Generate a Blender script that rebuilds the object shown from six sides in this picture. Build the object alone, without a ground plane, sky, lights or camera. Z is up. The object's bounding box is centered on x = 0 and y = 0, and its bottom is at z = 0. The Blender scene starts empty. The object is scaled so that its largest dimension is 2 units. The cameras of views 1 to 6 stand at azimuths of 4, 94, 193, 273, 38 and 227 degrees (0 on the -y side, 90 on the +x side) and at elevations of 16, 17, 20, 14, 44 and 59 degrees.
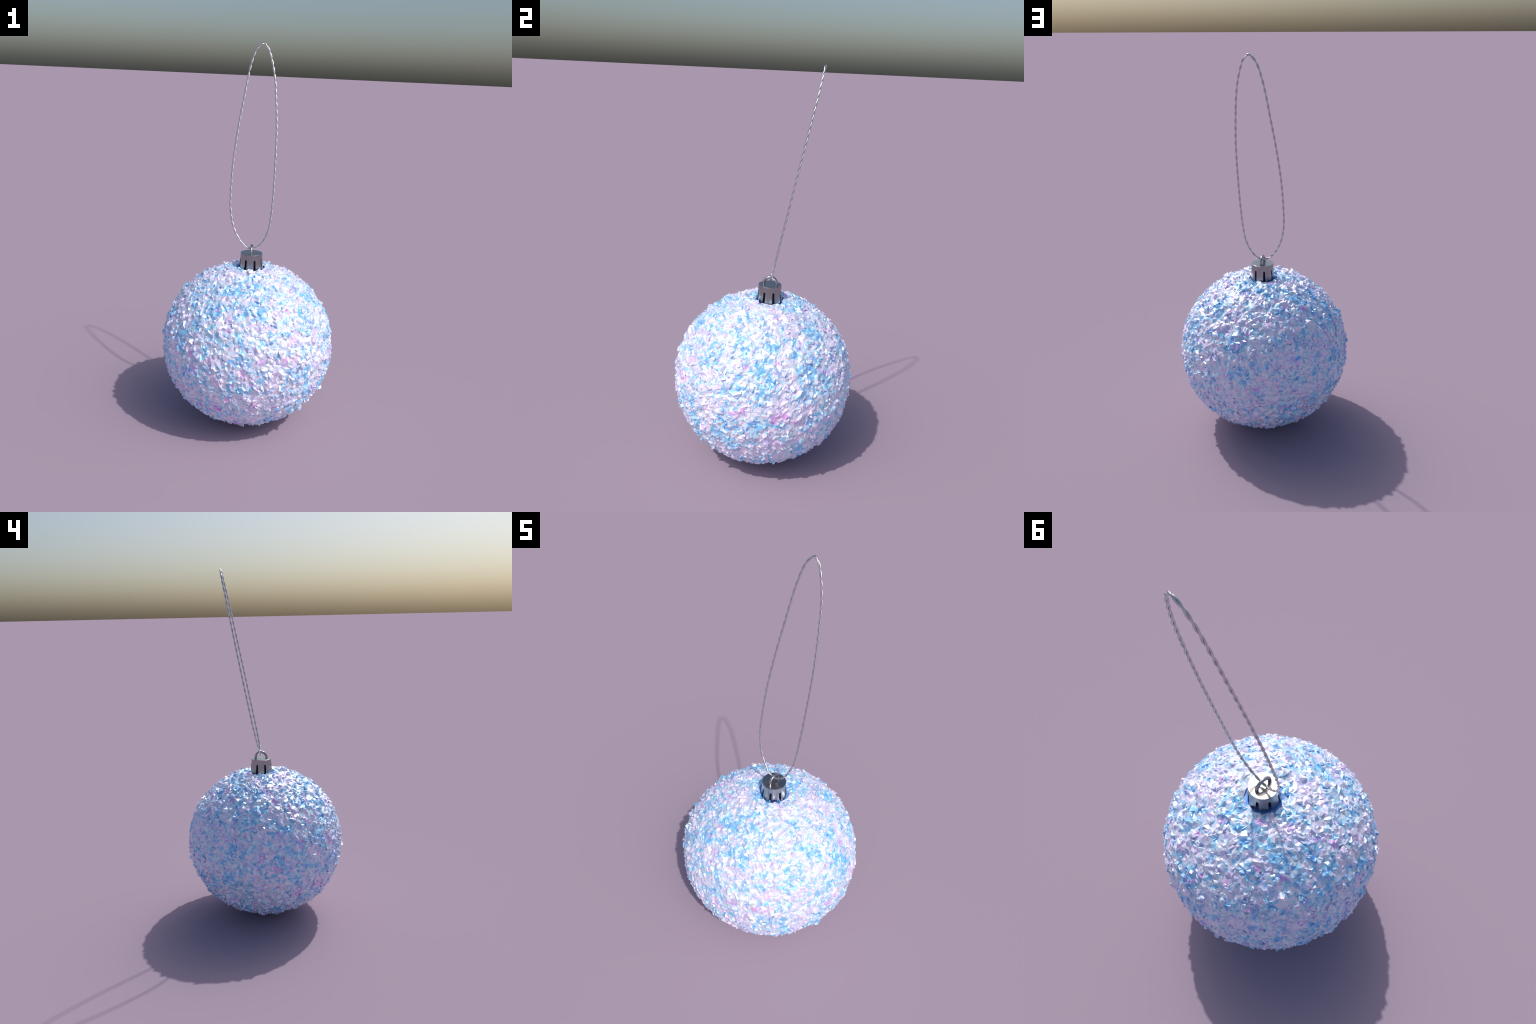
"""Glitter-covered bauble with a slotted metal cap, wire ring and twisted hanging cord."""
import bpy, bmesh, math
import numpy as np
from mathutils import Vector, Matrix, Quaternion, noise as mnoise

rng = np.random.default_rng(20417)

# ------------------------------------------------------------------ sizes
BALL_C = Vector((0.0030, 0.0, 0.4492))   # ball centre
CORE_R = 0.428                           # smooth inner shell
COAT_R = 0.4432                          # radius on which the flakes sit
CAP_X, CAP_Y = 0.0062, 0.0162            # cap axis
CAP_TOP = 0.9405
CAP_SLOT_TOP = 0.9125
CAP_BOTTOM = 0.856
CAP_R, CAP_FOOT_R = 0.0575, 0.0640
CAP_WALL = 0.0028
SLOTS = 8
RING_R, RING_TUBE = 0.0318, 0.0073
STRAND_R = 0.00290                       # one wire of the cord
STRAND_OFF = 0.00280                     # its distance from the cord axis
CRUST_POINTS = 11000                     # corners of the crumpled glitter crust
FLAKE_COUNT = 5400
NAMED_FLAKES = 300

# centre line of the hanging loop, seen flat (x, z); it leans along y = lean(z)
LOOP = [(-0.0001, 1.9940), (-0.0222, 1.9734), (-0.0383, 1.9419), (-0.0553, 1.8777),
        (-0.0688, 1.8011), (-0.0815, 1.7102), (-0.0962, 1.6082), (-0.1092, 1.4992),
        (-0.1192, 1.3746), (-0.1216, 1.2387), (-0.1200, 1.1777), (-0.1120, 1.1241),
        (-0.1024, 1.0850), (-0.0871, 1.0461), (-0.0685, 1.0146), (-0.0425, 0.9836),
        (-0.0118, 0.9660), (0.0081, 0.9628), (0.0251, 0.9675), (0.0465, 0.9822),
        (0.0653, 1.0070), (0.0797, 1.0405), (0.0902, 1.0790), (0.0961, 1.1298),
        (0.1010, 1.2375), (0.1014, 1.3620), (0.0987, 1.5444), (0.0909, 1.6662),
        (0.0826, 1.7530), (0.0766, 1.8041), (0.0654, 1.8656), (0.0536, 1.9097),
        (0.0425, 1.9435), (0.0299, 1.9721), (0.0126, 1.9905)]
LOOP_SEAM = 28                           # control point where the wire ends meet


def lean(x, z):
    h = z - 1.5
    y = 0.1232 + 0.1937 * h - 0.0042 * x - 0.0013 * h * h - 0.0047 * x * h
    return y


# ------------------------------------------------------------------ helpers
def new_mesh(name, verts, faces, smooth=False):
    me = bpy.data.meshes.new(name)
    me.from_pydata([tuple(v) for v in verts], [], faces)
    me.validate()
    me.update()
    if smooth:
        me.polygons.foreach_set("use_smooth", [True] * len(me.polygons))
    return me


def add(name, me, parent, mat=None):
    ob = bpy.data.objects.new(name, me)
    bpy.context.scene.collection.objects.link(ob)
    ob.parent = parent
    if mat:
        me.materials.clear()
        me.materials.append(mat)
    return ob


def tube(path, radius, sides=10, caps=True):
    """Round tube swept along a list of points (parallel-transport frame)."""
    path = np.asarray(path, float)
    tan = np.gradient(path, axis=0)
    tan /= np.linalg.norm(tan, axis=1)[:, None]
    up = np.array([1.0, 0.0, 0.0]) if abs(tan[0][0]) < 0.9 else np.array([0, 1.0, 0])
    verts, faces = [], []
    n = up - tan[0] * up.dot(tan[0])
    for i, p in enumerate(path):
        n = n - tan[i] * n.dot(tan[i])
        n /= np.linalg.norm(n)
        b = np.cross(tan[i], n)
        for k in range(sides):
            a = 2 * math.pi * k / sides
            verts.append(p + radius * (math.cos(a) * n + math.sin(a) * b))
    for i in range(len(path) - 1):
        for k in range(sides):
            k2 = (k + 1) % sides
            faces.append((i * sides + k, i * sides + k2, (i + 1) * sides + k2, (i + 1) * sides + k))
    if caps:
        faces.append(tuple(range(sides))[::-1])
        m = (len(path) - 1) * sides
        faces.append(tuple(m + k for k in range(sides)))
    return verts, faces


# ------------------------------------------------------------------ materials
def material(name):
    m = bpy.data.materials.new(name)
    m.use_nodes = True
    nt = m.node_tree
    nt.nodes.clear()
    out = nt.nodes.new("ShaderNodeOutputMaterial")
    b = nt.nodes.new("ShaderNodeBsdfPrincipled")
    nt.links.new(b.outputs[0], out.inputs[0])
    return m, nt, b


def ramp(nt, fac, stops, interp="LINEAR"):
    r = nt.nodes.new("ShaderNodeValToRGB")
    r.color_ramp.interpolation = interp
    el = r.color_ramp.elements
    while len(el) < len(stops):
        el.new(0.5)
    for e, (p, c) in zip(el, stops):
        e.position = p
        e.color = (*c, 1) if len(c) == 3 else c
    nt.links.new(fac, r.inputs[0])
    return r.outputs[0]


def noise(nt, vec, scale, detail=2.0, rough=0.5, offset=(0, 0, 0)):
    mp = nt.nodes.new("ShaderNodeMapping")
    mp.inputs["Location"].default_value = offset
    nt.links.new(vec, mp.inputs[0])
    n = nt.nodes.new("ShaderNodeTexNoise")
    n.inputs["Scale"].default_value = scale
    n.inputs["Detail"].default_value = detail
    n.inputs["Roughness"].default_value = rough
    nt.links.new(mp.outputs[0], n.inputs["Vector"])
    return n.outputs["Fac"]


def mix(nt, fac, a, b, mode="MIX"):
    m = nt.nodes.new("ShaderNodeMix")
    m.data_type = "RGBA"
    m.blend_type = mode
    for sock, val in ((m.inputs[0], fac), (m.inputs[6], a), (m.inputs[7], b)):
        if hasattr(val, "links"):
            nt.links.new(val, sock)
        else:
            sock.default_value = val if not isinstance(val, tuple) else (*val, 1)
    return m.outputs[2]


def math_node(nt, op, a, b):
    m = nt.nodes.new("ShaderNodeMath")
    m.operation = op
    for s, v in zip(m.inputs, (a, b)):
        if hasattr(v, "links"):
            nt.links.new(v, s)
        else:
            s.default_value = v
    return m.outputs[0]


def metal(name, col, rough, wear=0.05):
    m, nt, b = material(name)
    tc = nt.nodes.new("ShaderNodeTexCoord")
    n = noise(nt, tc.outputs["Object"], 60, 3)
    lo = tuple(c * (1 - wear) for c in col)
    hi = tuple(min(1, c * (1 + wear)) for c in col)
    nt.links.new(ramp(nt, n, [(0.3, lo), (0.7, hi)]), b.inputs["Base Color"])
    b.inputs["Metallic"].default_value = 1.0
    b.inputs["Roughness"].default_value = rough
    return m


def glitter(reference):
    """Iridescent flakes: white-lilac film with sky-blue drifts and a few pink pieces."""
    m, nt, b = material("iridescent_glitter")
    tc = nt.nodes.new("ShaderNodeTexCoord")
    tc.object = reference
    v = tc.outputs["Object"]
    # one value per flake-sized cell
    cell = nt.nodes.new("ShaderNodeTexVoronoi")
    cell.inputs["Scale"].default_value = 52
    nt.links.new(v, cell.inputs["Vector"])
    sep = nt.nodes.new("ShaderNodeSeparateColor")
    nt.links.new(cell.outputs["Color"], sep.inputs[0])
    drift = noise(nt, v, 11, 2.5, 0.55)
    fine = noise(nt, v, 46, 2, 0.5, (7, 3, 1))
    # blue: drifts of sky blue broken up flake by flake
    s = math_node(nt, "ADD", math_node(nt, "MULTIPLY", drift, 0.95), math_node(nt, "MULTIPLY", fine, 0.75))
    s = math_node(nt, "ADD", s, math_node(nt, "MULTIPLY", sep.outputs[0], 0.26))
    s = math_node(nt, "MULTIPLY", s, 0.52)
    base = ramp(nt, s, [(0.42, (0.88, 0.79, 1.0)), (0.50, (0.82, 0.86, 1.0)),  # palette lightened and blued to lift the ball's shaded side
                        (0.54, (0.72, 0.89, 1.0)), (0.572, (0.37, 0.74, 1.0)),
                        (0.645, (0.22, 0.59, 1.0))])
    # pink: sparse, in small groups
    pk = math_node(nt, "ADD", noise(nt, v, 15, 2, 0.5, (2, 9, 4)), math_node(nt, "MULTIPLY", sep.outputs[1], 0.16))
    pm = ramp(nt, pk, [(0.72, (0, 0, 0)), (0.80, (1, 1, 1))])
    col = mix(nt, pm, base, (0.88, 0.50, 0.95))
    # periwinkle lines: blue glow of the shaded creases, painted into the colour
    glow_line = nt.nodes.new("ShaderNodeTexVoronoi")
    glow_line.feature = "DISTANCE_TO_EDGE"
    glow_line.inputs["Scale"].default_value = 48
    nt.links.new(v, glow_line.inputs["Vector"])
    vm = ramp(nt, glow_line.outputs["Distance"], [(0.03, (0.75, 0.75, 0.75)), (0.11, (0, 0, 0))])
    vb = ramp(nt, noise(nt, v, 24, 2, 0.5, (4, 4, 8)), [(0.42, (0, 0, 0)), (0.56, (1, 1, 1))])
    col = mix(nt, math_node(nt, "MULTIPLY", vm, vb), col, (0.48, 0.60, 1.0))
    nt.links.new(col, b.inputs["Base Color"])
    b.inputs["Roughness"].default_value = 0.31
    b.inputs["Metallic"].default_value = 0.22
    b.inputs["Specular IOR Level"].default_value = 0.9
    b.inputs["IOR"].default_value = 1.7
    return m


def core_material():
    m, nt, b = material("saturated_blue")
    tc = nt.nodes.new("ShaderNodeTexCoord")
    n = noise(nt, tc.outputs["Object"], 40, 2)
    nt.links.new(ramp(nt, n, [(0.35, (0.14, 0.38, 1.0)), (0.65, (0.22, 0.48, 1.0))]), b.inputs["Base Color"])
    b.inputs["Roughness"].default_value = 0.35
    return m


# ------------------------------------------------------------------ the thing
thing = bpy.data.objects.new("bauble", None)
thing.empty_display_size = 0.1
bpy.context.scene.collection.objects.link(thing)
thing["label"] = "iridescent blue-white glitter ball with silver cap and twisted loop"
thing["category"] = "christmas ornament"

# ---- ball core
bm = bmesh.new()
bmesh.ops.create_icosphere(bm, subdivisions=6, radius=CORE_R)
for v in bm.verts:                                    # shallow dish under the cap
    r = math.hypot(v.co.x - CAP_X + BALL_C.x, v.co.y - CAP_Y + BALL_C.y)
    if v.co.z > 0:
        v.co.z *= 0.975
        v.co.z -= 0.014 * min(1.0, max(0.0, (0.085 - r) / 0.03))
core_me = bpy.data.meshes.new("ball")
bm.to_mesh(core_me)
bm.free()
core_me.polygons.foreach_set("use_smooth", [True] * len(core_me.polygons))
ball = add("ball", core_me, thing, core_material())
ball.location = BALL_C

# ---- glitter flakes: chunky faceted pieces pressed all over the core
def crystal(seed):
    r = np.random.default_rng(seed)
    n = int(r.integers(8, 13))
    p = r.normal(size=(n, 3))
    p /= np.linalg.norm(p, axis=1)[:, None]
    p *= r.uniform(0.82, 1.12, (n, 1))
    p *= np.array([1.0, r.uniform(0.65, 1.0), r.uniform(0.5, 0.85)])
    b = bmesh.new()
    for q in p:
        b.verts.new(q)
    res = bmesh.ops.convex_hull(b, input=b.verts)
    drop = list({g for g in res["geom_interior"] + res["geom_unused"] if isinstance(g, bmesh.types.BMVert)})
    if drop:
        bmesh.ops.delete(b, geom=drop, context="VERTS")
    bmesh.ops.dissolve_limit(b, angle_limit=math.radians(16), verts=b.verts, edges=b.edges)
    me = bpy.data.meshes.new("glitter_flake")
    b.to_mesh(me)
    b.free()
    return me


glitter_mat = glitter(ball)
shapes = [crystal(100 + i) for i in range(36)]
for me in shapes:
    me.materials.append(glitter_mat)
shape_v = [np.array([v.co[:] for v in me.vertices]) for me in shapes]
shape_f = [[tuple(p.vertices) for p in me.polygons] for me in shapes]

golden = math.pi * (3 - math.sqrt(5))


def collar(dist):
    """The coating thins out towards the cap."""
    return 0.012 * max(0.0, 1 - max(0.0, dist - 0.065) / 0.05)


def swell(d):
    """Outer radius of the coating in a direction: a slightly squashed, lumpy ball."""
    d = Vector(d)
    r = COAT_R * (1 + 0.016 * max(0.0, d.dot(Vector((0.88, 0.22, -0.42)))))
    r *= 1 - (0.042 * d.z ** 2 if d.z > 0 else 0.036 * d.z ** 4)
    lump = mnoise.noise(d * 8.0) * 0.004 + mnoise.noise(d * 17.0 + Vector((5, 1, 2))) * 0.0095
    return r + lump


def sphere_points(count, jitter):
    i = np.arange(count)
    z = 1 - 2 * (i + 0.5) / count
    r = np.sqrt(1 - z * z)
    p = np.stack([r * np.cos(golden * i), r * np.sin(golden * i), z], 1)
    p += rng.normal(0, jitter, p.shape)
    return p / np.linalg.norm(p, axis=1)[:, None]


pieces = []
cap_off = Vector((CAP_X, CAP_Y, 0)) - Vector((BALL_C.x, BALL_C.y, 0))
for i in range(FLAKE_COUNT):
    z = 1 - 2 * (i + 0.5) / FLAKE_COUNT
    a = golden * i
    d = np.array([math.sqrt(1 - z * z) * math.cos(a), math.sqrt(1 - z * z) * math.sin(a), z])
    d += rng.normal(0, 0.012, 3)
    d /= np.linalg.norm(d)
    size = 0.0135 * float(np.exp(rng.normal(0, 0.28)))
    size = min(max(size, 0.008), 0.029)
    depth = float(np.clip(rng.normal(0, 0.0042), -0.008, min(0.008, 0.55 * size)))
    tilt = float(abs(rng.normal(0, 0.45)))
    spin, lean_dir = rng.uniform(0, 2 * math.pi, 2)
    shape = int(rng.integers(len(shapes)))
    R = swell(d) + depth - 0.30 * (size - 0.0135)
    p = d * R
    dist = math.hypot(p[0] - cap_off.x, p[1] - cap_off.y)
    if p[2] > 0:
        if dist < CAP_FOOT_R + 0.001 + size * 0.75:
            continue                                   # bare ring round the cap
        p[2] -= collar(dist)
    nrm = Vector(d)
    q = nrm.to_track_quat("Z", "Y")
    q = q @ Quaternion((math.cos(lean_dir), math.sin(lean_dir), 0), tilt) @ Quaternion((0, 0, 1), spin)
    pieces.append((size, shape, Matrix.Translation(p) @ q.to_matrix().to_4x4() @ Matrix.Scale(size, 4)))

order = sorted(range(len(pieces)), key=lambda k: -pieces[k][0])
named = set(order[:NAMED_FLAKES])
# crumpled crust of tiny glitter between the larger flakes
bm = bmesh.new()
for q in sphere_points(CRUST_POINTS, 0.0105):
    bm.verts.new(q)
bmesh.ops.convex_hull(bm, input=bm.verts)
for v in bm.verts:
    r = swell(v.co) + 0.0035 + float(np.clip(rng.normal(0, 0.0036), -0.008, 0.009))
    v.co *= r
    dist = math.hypot(v.co.x - cap_off.x, v.co.y - cap_off.y)
    if v.co.z > 0:
        v.co.z -= collar(dist)
hole = [v for v in bm.verts if v.co.z > 0 and math.hypot(v.co.x - cap_off.x, v.co.y - cap_off.y) < CAP_FOOT_R + 0.0005]
bmesh.ops.delete(bm, geom=hole, context="VERTS")       # opening for the cap
bm.verts.index_update()
crust_v = np.array([v.co[:] for v in bm.verts])
crust_f = [tuple(v.index for v in f.verts) for f in bm.faces]
bm.free()
verts, faces, base = [crust_v], list(crust_f), len(crust_v)
for k, (size, shape, M) in enumerate(pieces):
    if k in named:
        ob = bpy.data.objects.new("glitter_flake", shapes[shape])
        bpy.context.scene.collection.objects.link(ob)
        ob.parent = ball
        ob.matrix_local = M
        continue
    A = np.array(M.to_3x3())
    w = shape_v[shape] @ A.T + np.array(M.translation)
    verts.append(w)
    faces.extend(tuple(base + j for j in f) for f in shape_f[shape])
    base += len(w)
coat = add("glitter_coating", new_mesh("glitter_coating", np.concatenate(verts), faces), ball, glitter_mat)
coat["kind"] = "stuff"

# ---- cap: thin metal cup with slots that split its skirt into tabs
cap_mat = metal("brushed_steel", (0.39, 0.39, 0.40), 0.28)
N = 32 * SLOTS
bev = 0.0014
cap_profile = [(CAP_R - bev, CAP_TOP), (CAP_R - 0.35 * bev, CAP_TOP - 0.3 * bev), (CAP_R, CAP_TOP - bev),
               (CAP_R, CAP_TOP - 0.010), (CAP_R + 0.0002, CAP_TOP - 0.019), (CAP_R + 0.0010, CAP_SLOT_TOP),
               (CAP_R + 0.0022, 0.897), (CAP_R + 0.0042, 0.878), (CAP_FOOT_R, CAP_BOTTOM)]
slot_row = 5
inner = [(r - CAP_WALL, min(zz, CAP_TOP - CAP_WALL)) for r, zz in cap_profile]
half = [0.0050, 0.0054, 0.0060, 0.0066]      # half width of a slot from its top down
bm = bmesh.new()


def slot_angle(k, row):
    """Column k at a profile row: columns beside a slot follow its tapering edges."""
    per = N // SLOTS
    s, j = divmod(k, per)
    centre = math.radians(22.5 + 45 * s) - math.pi / 2
    t = row - slot_row
    h = half[max(0, t)] / cap_profile[max(row, slot_row)][0]
    span = 2 * math.pi / SLOTS
    # j = 0 .. 2 across the slot, the rest across the tab
    if j <= 2:
        return centre - h + h * j
    return centre + h + (span - 2 * h) * (j - 2) / (per - 2)


grid = {}
for side, prof in ((0, cap_profile), (1, inner)):
    for row, (r, zz) in enumerate(prof):
        for k in range(N):
            a = slot_angle(k, row)
            grid[side, row, k] = bm.verts.new((r * math.cos(a), r * math.sin(a), zz))
rows = len(cap_profile)
per = N // SLOTS


def is_slot(k, row):
    return row >= slot_row and (k % per) < 2


for row in range(rows - 1):
    for k in range(N):
        k2 = (k + 1) % N
        if is_slot(k, row):
            continue
        for side in (0, 1):
            q = [grid[side, row, k], grid[side, row, k2], grid[side, row + 1, k2], grid[side, row + 1, k]]
            if row < 3 and side == 1:
                continue
            bm.faces.new(q if side else q[::-1])
        # walls beside the slot
        if row >= slot_row and k % per == 2:
            bm.faces.new([grid[0, row, k], grid[1, row, k], grid[1, row + 1, k], grid[0, row + 1, k]])
        if row >= slot_row and k % per == per - 1:
            bm.faces.new([grid[0, row, k2], grid[0, row + 1, k2], grid[1, row + 1, k2], grid[1, row, k2]])
for k in range(N):
    k2 = (k + 1) % N
    if k % per < 2:       # lintel of a slot
        bm.faces.new([grid[0, slot_row, k], grid[0, slot_row, k2], grid[1, slot_row, k2], grid[1, slot_row, k]])
    else:                 # foot of a tab
        bm.faces.new([grid[0, rows - 1, k], grid[0, rows - 1, k2], grid[1, rows - 1, k2], grid[1, rows - 1, k]])
bm.faces.new([grid[0, 0, k] for k in range(N)])
bm.faces.new([grid[1, 3, k] for k in range(N)][::-1])
bmesh.ops.delete(bm, geom=[v for v in bm.verts if not v.link_faces], context="VERTS")
bmesh.ops.recalc_face_normals(bm, faces=bm.faces)
cap_me = bpy.data.meshes.new("cap")
bm.to_mesh(cap_me)
bm.free()
cap_me.polygons.foreach_set("use_smooth", [True] * len(cap_me.polygons))
cap_me.set_sharp_from_angle(angle=math.radians(22))
cap = add("cap", cap_me, thing, cap_mat)
cap.location = (CAP_X, CAP_Y, 0)

# near-black cylinder inside the cap, seen through the slots
dark_cylinder_mat, nt, b = material("near_black")
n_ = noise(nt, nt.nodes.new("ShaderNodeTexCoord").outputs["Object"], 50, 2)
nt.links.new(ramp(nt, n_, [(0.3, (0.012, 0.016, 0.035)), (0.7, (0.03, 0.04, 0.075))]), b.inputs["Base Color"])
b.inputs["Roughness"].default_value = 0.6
dark_cylinder_v, dark_cylinder_f = tube([(0, 0, 0.79), (0, 0, 0.93)], 0.044, 48)
dark_cylinder = add("dark_cylinder", new_mesh("dark_cylinder", dark_cylinder_v, dark_cylinder_f), ball, dark_cylinder_mat)
dark_cylinder.location = Vector((CAP_X, CAP_Y, 0)) - BALL_C

# ---- wire ring on the cap
ring_c = 0.985 - RING_TUBE - RING_R
arc = [(0, -RING_R, CAP_TOP - 0.004), (0, -RING_R, CAP_TOP + 0.002)]
for i in range(41):
    t = math.pi * i / 40
    arc.append((0, -RING_R * math.cos(t), ring_c + RING_R * math.sin(t)))
arc += [(0, RING_R, CAP_TOP + 0.002), (0, RING_R, CAP_TOP - 0.004)]
ring_v, ring_f = tube(arc, RING_TUBE, 20)
ring_me = new_mesh("hanging_ring", ring_v, ring_f, True)
ring_me.set_sharp_from_angle(angle=math.radians(40))
ring = add("hanging_ring", ring_me, cap, metal("polished_steel", (0.46, 0.46, 0.47), 0.2))
ring.location = (0, 0.0005, 0)

# ---- twisted cord: two thin wires wound round each other, ends meeting high on one leg
pts = np.array([(x, lean(x, z), z) for x, z in LOOP])
pts = np.roll(pts, -LOOP_SEAM, axis=0)
n = len(pts)
dense = []
for i in range(n):                                     # closed Catmull-Rom, centripetal spacing
    P = [pts[(i + j - 1) % n] for j in range(4)]
    t = [0.0]
    for j in range(3):
        t.append(t[-1] + np.linalg.norm(P[j + 1] - P[j]) ** 0.5)
    for u in np.linspace(t[1], t[2], 40, endpoint=False):
        A = [((t[j + 1] - u) * P[j] + (u - t[j]) * P[j + 1]) / (t[j + 1] - t[j]) for j in range(3)]
        B = [((t[j + 2] - u) * A[j] + (u - t[j]) * A[j + 1]) / (t[j + 2] - t[j]) for j in range(2)]
        dense.append(((t[2] - u) * B[0] + (u - t[1]) * B[1]) / (t[2] - t[1]))
dense = np.array(dense + [dense[0]])
ln = np.concatenate([[0], np.cumsum(np.linalg.norm(np.diff(dense, axis=0), axis=1))])
STEPS = 1300
s = np.linspace(0, ln[-1], STEPS)
axis = np.stack([np.interp(s, ln, dense[:, k]) for k in range(3)], 1)
tan = np.gradient(axis, axis=0)
tan /= np.linalg.norm(tan, axis=1)[:, None]
plane_n = np.array([0.0, -0.982, 0.19])
plane_n /= np.linalg.norm(plane_n)
side = np.cross(tan, plane_n)
side /= np.linalg.norm(side, axis=1)[:, None]
nrm = np.cross(side, tan)
cord_mat = metal("silver_wire", (0.64, 0.64, 0.65), 0.36)
PITCH = 0.0735
turns = ln[-1] / PITCH
for w in range(2):
    ph = -2 * math.pi * turns * s / ln[-1] + math.pi * w + 0.6
    c, sn = np.cos(ph)[:, None], np.sin(ph)[:, None]
    path = axis + STRAND_OFF * (c * side + sn * nrm)
    v_, f_ = tube(path, STRAND_R, 10)
    add("cord_strand", new_mesh("cord_strand", v_, f_, True), thing, cord_mat)
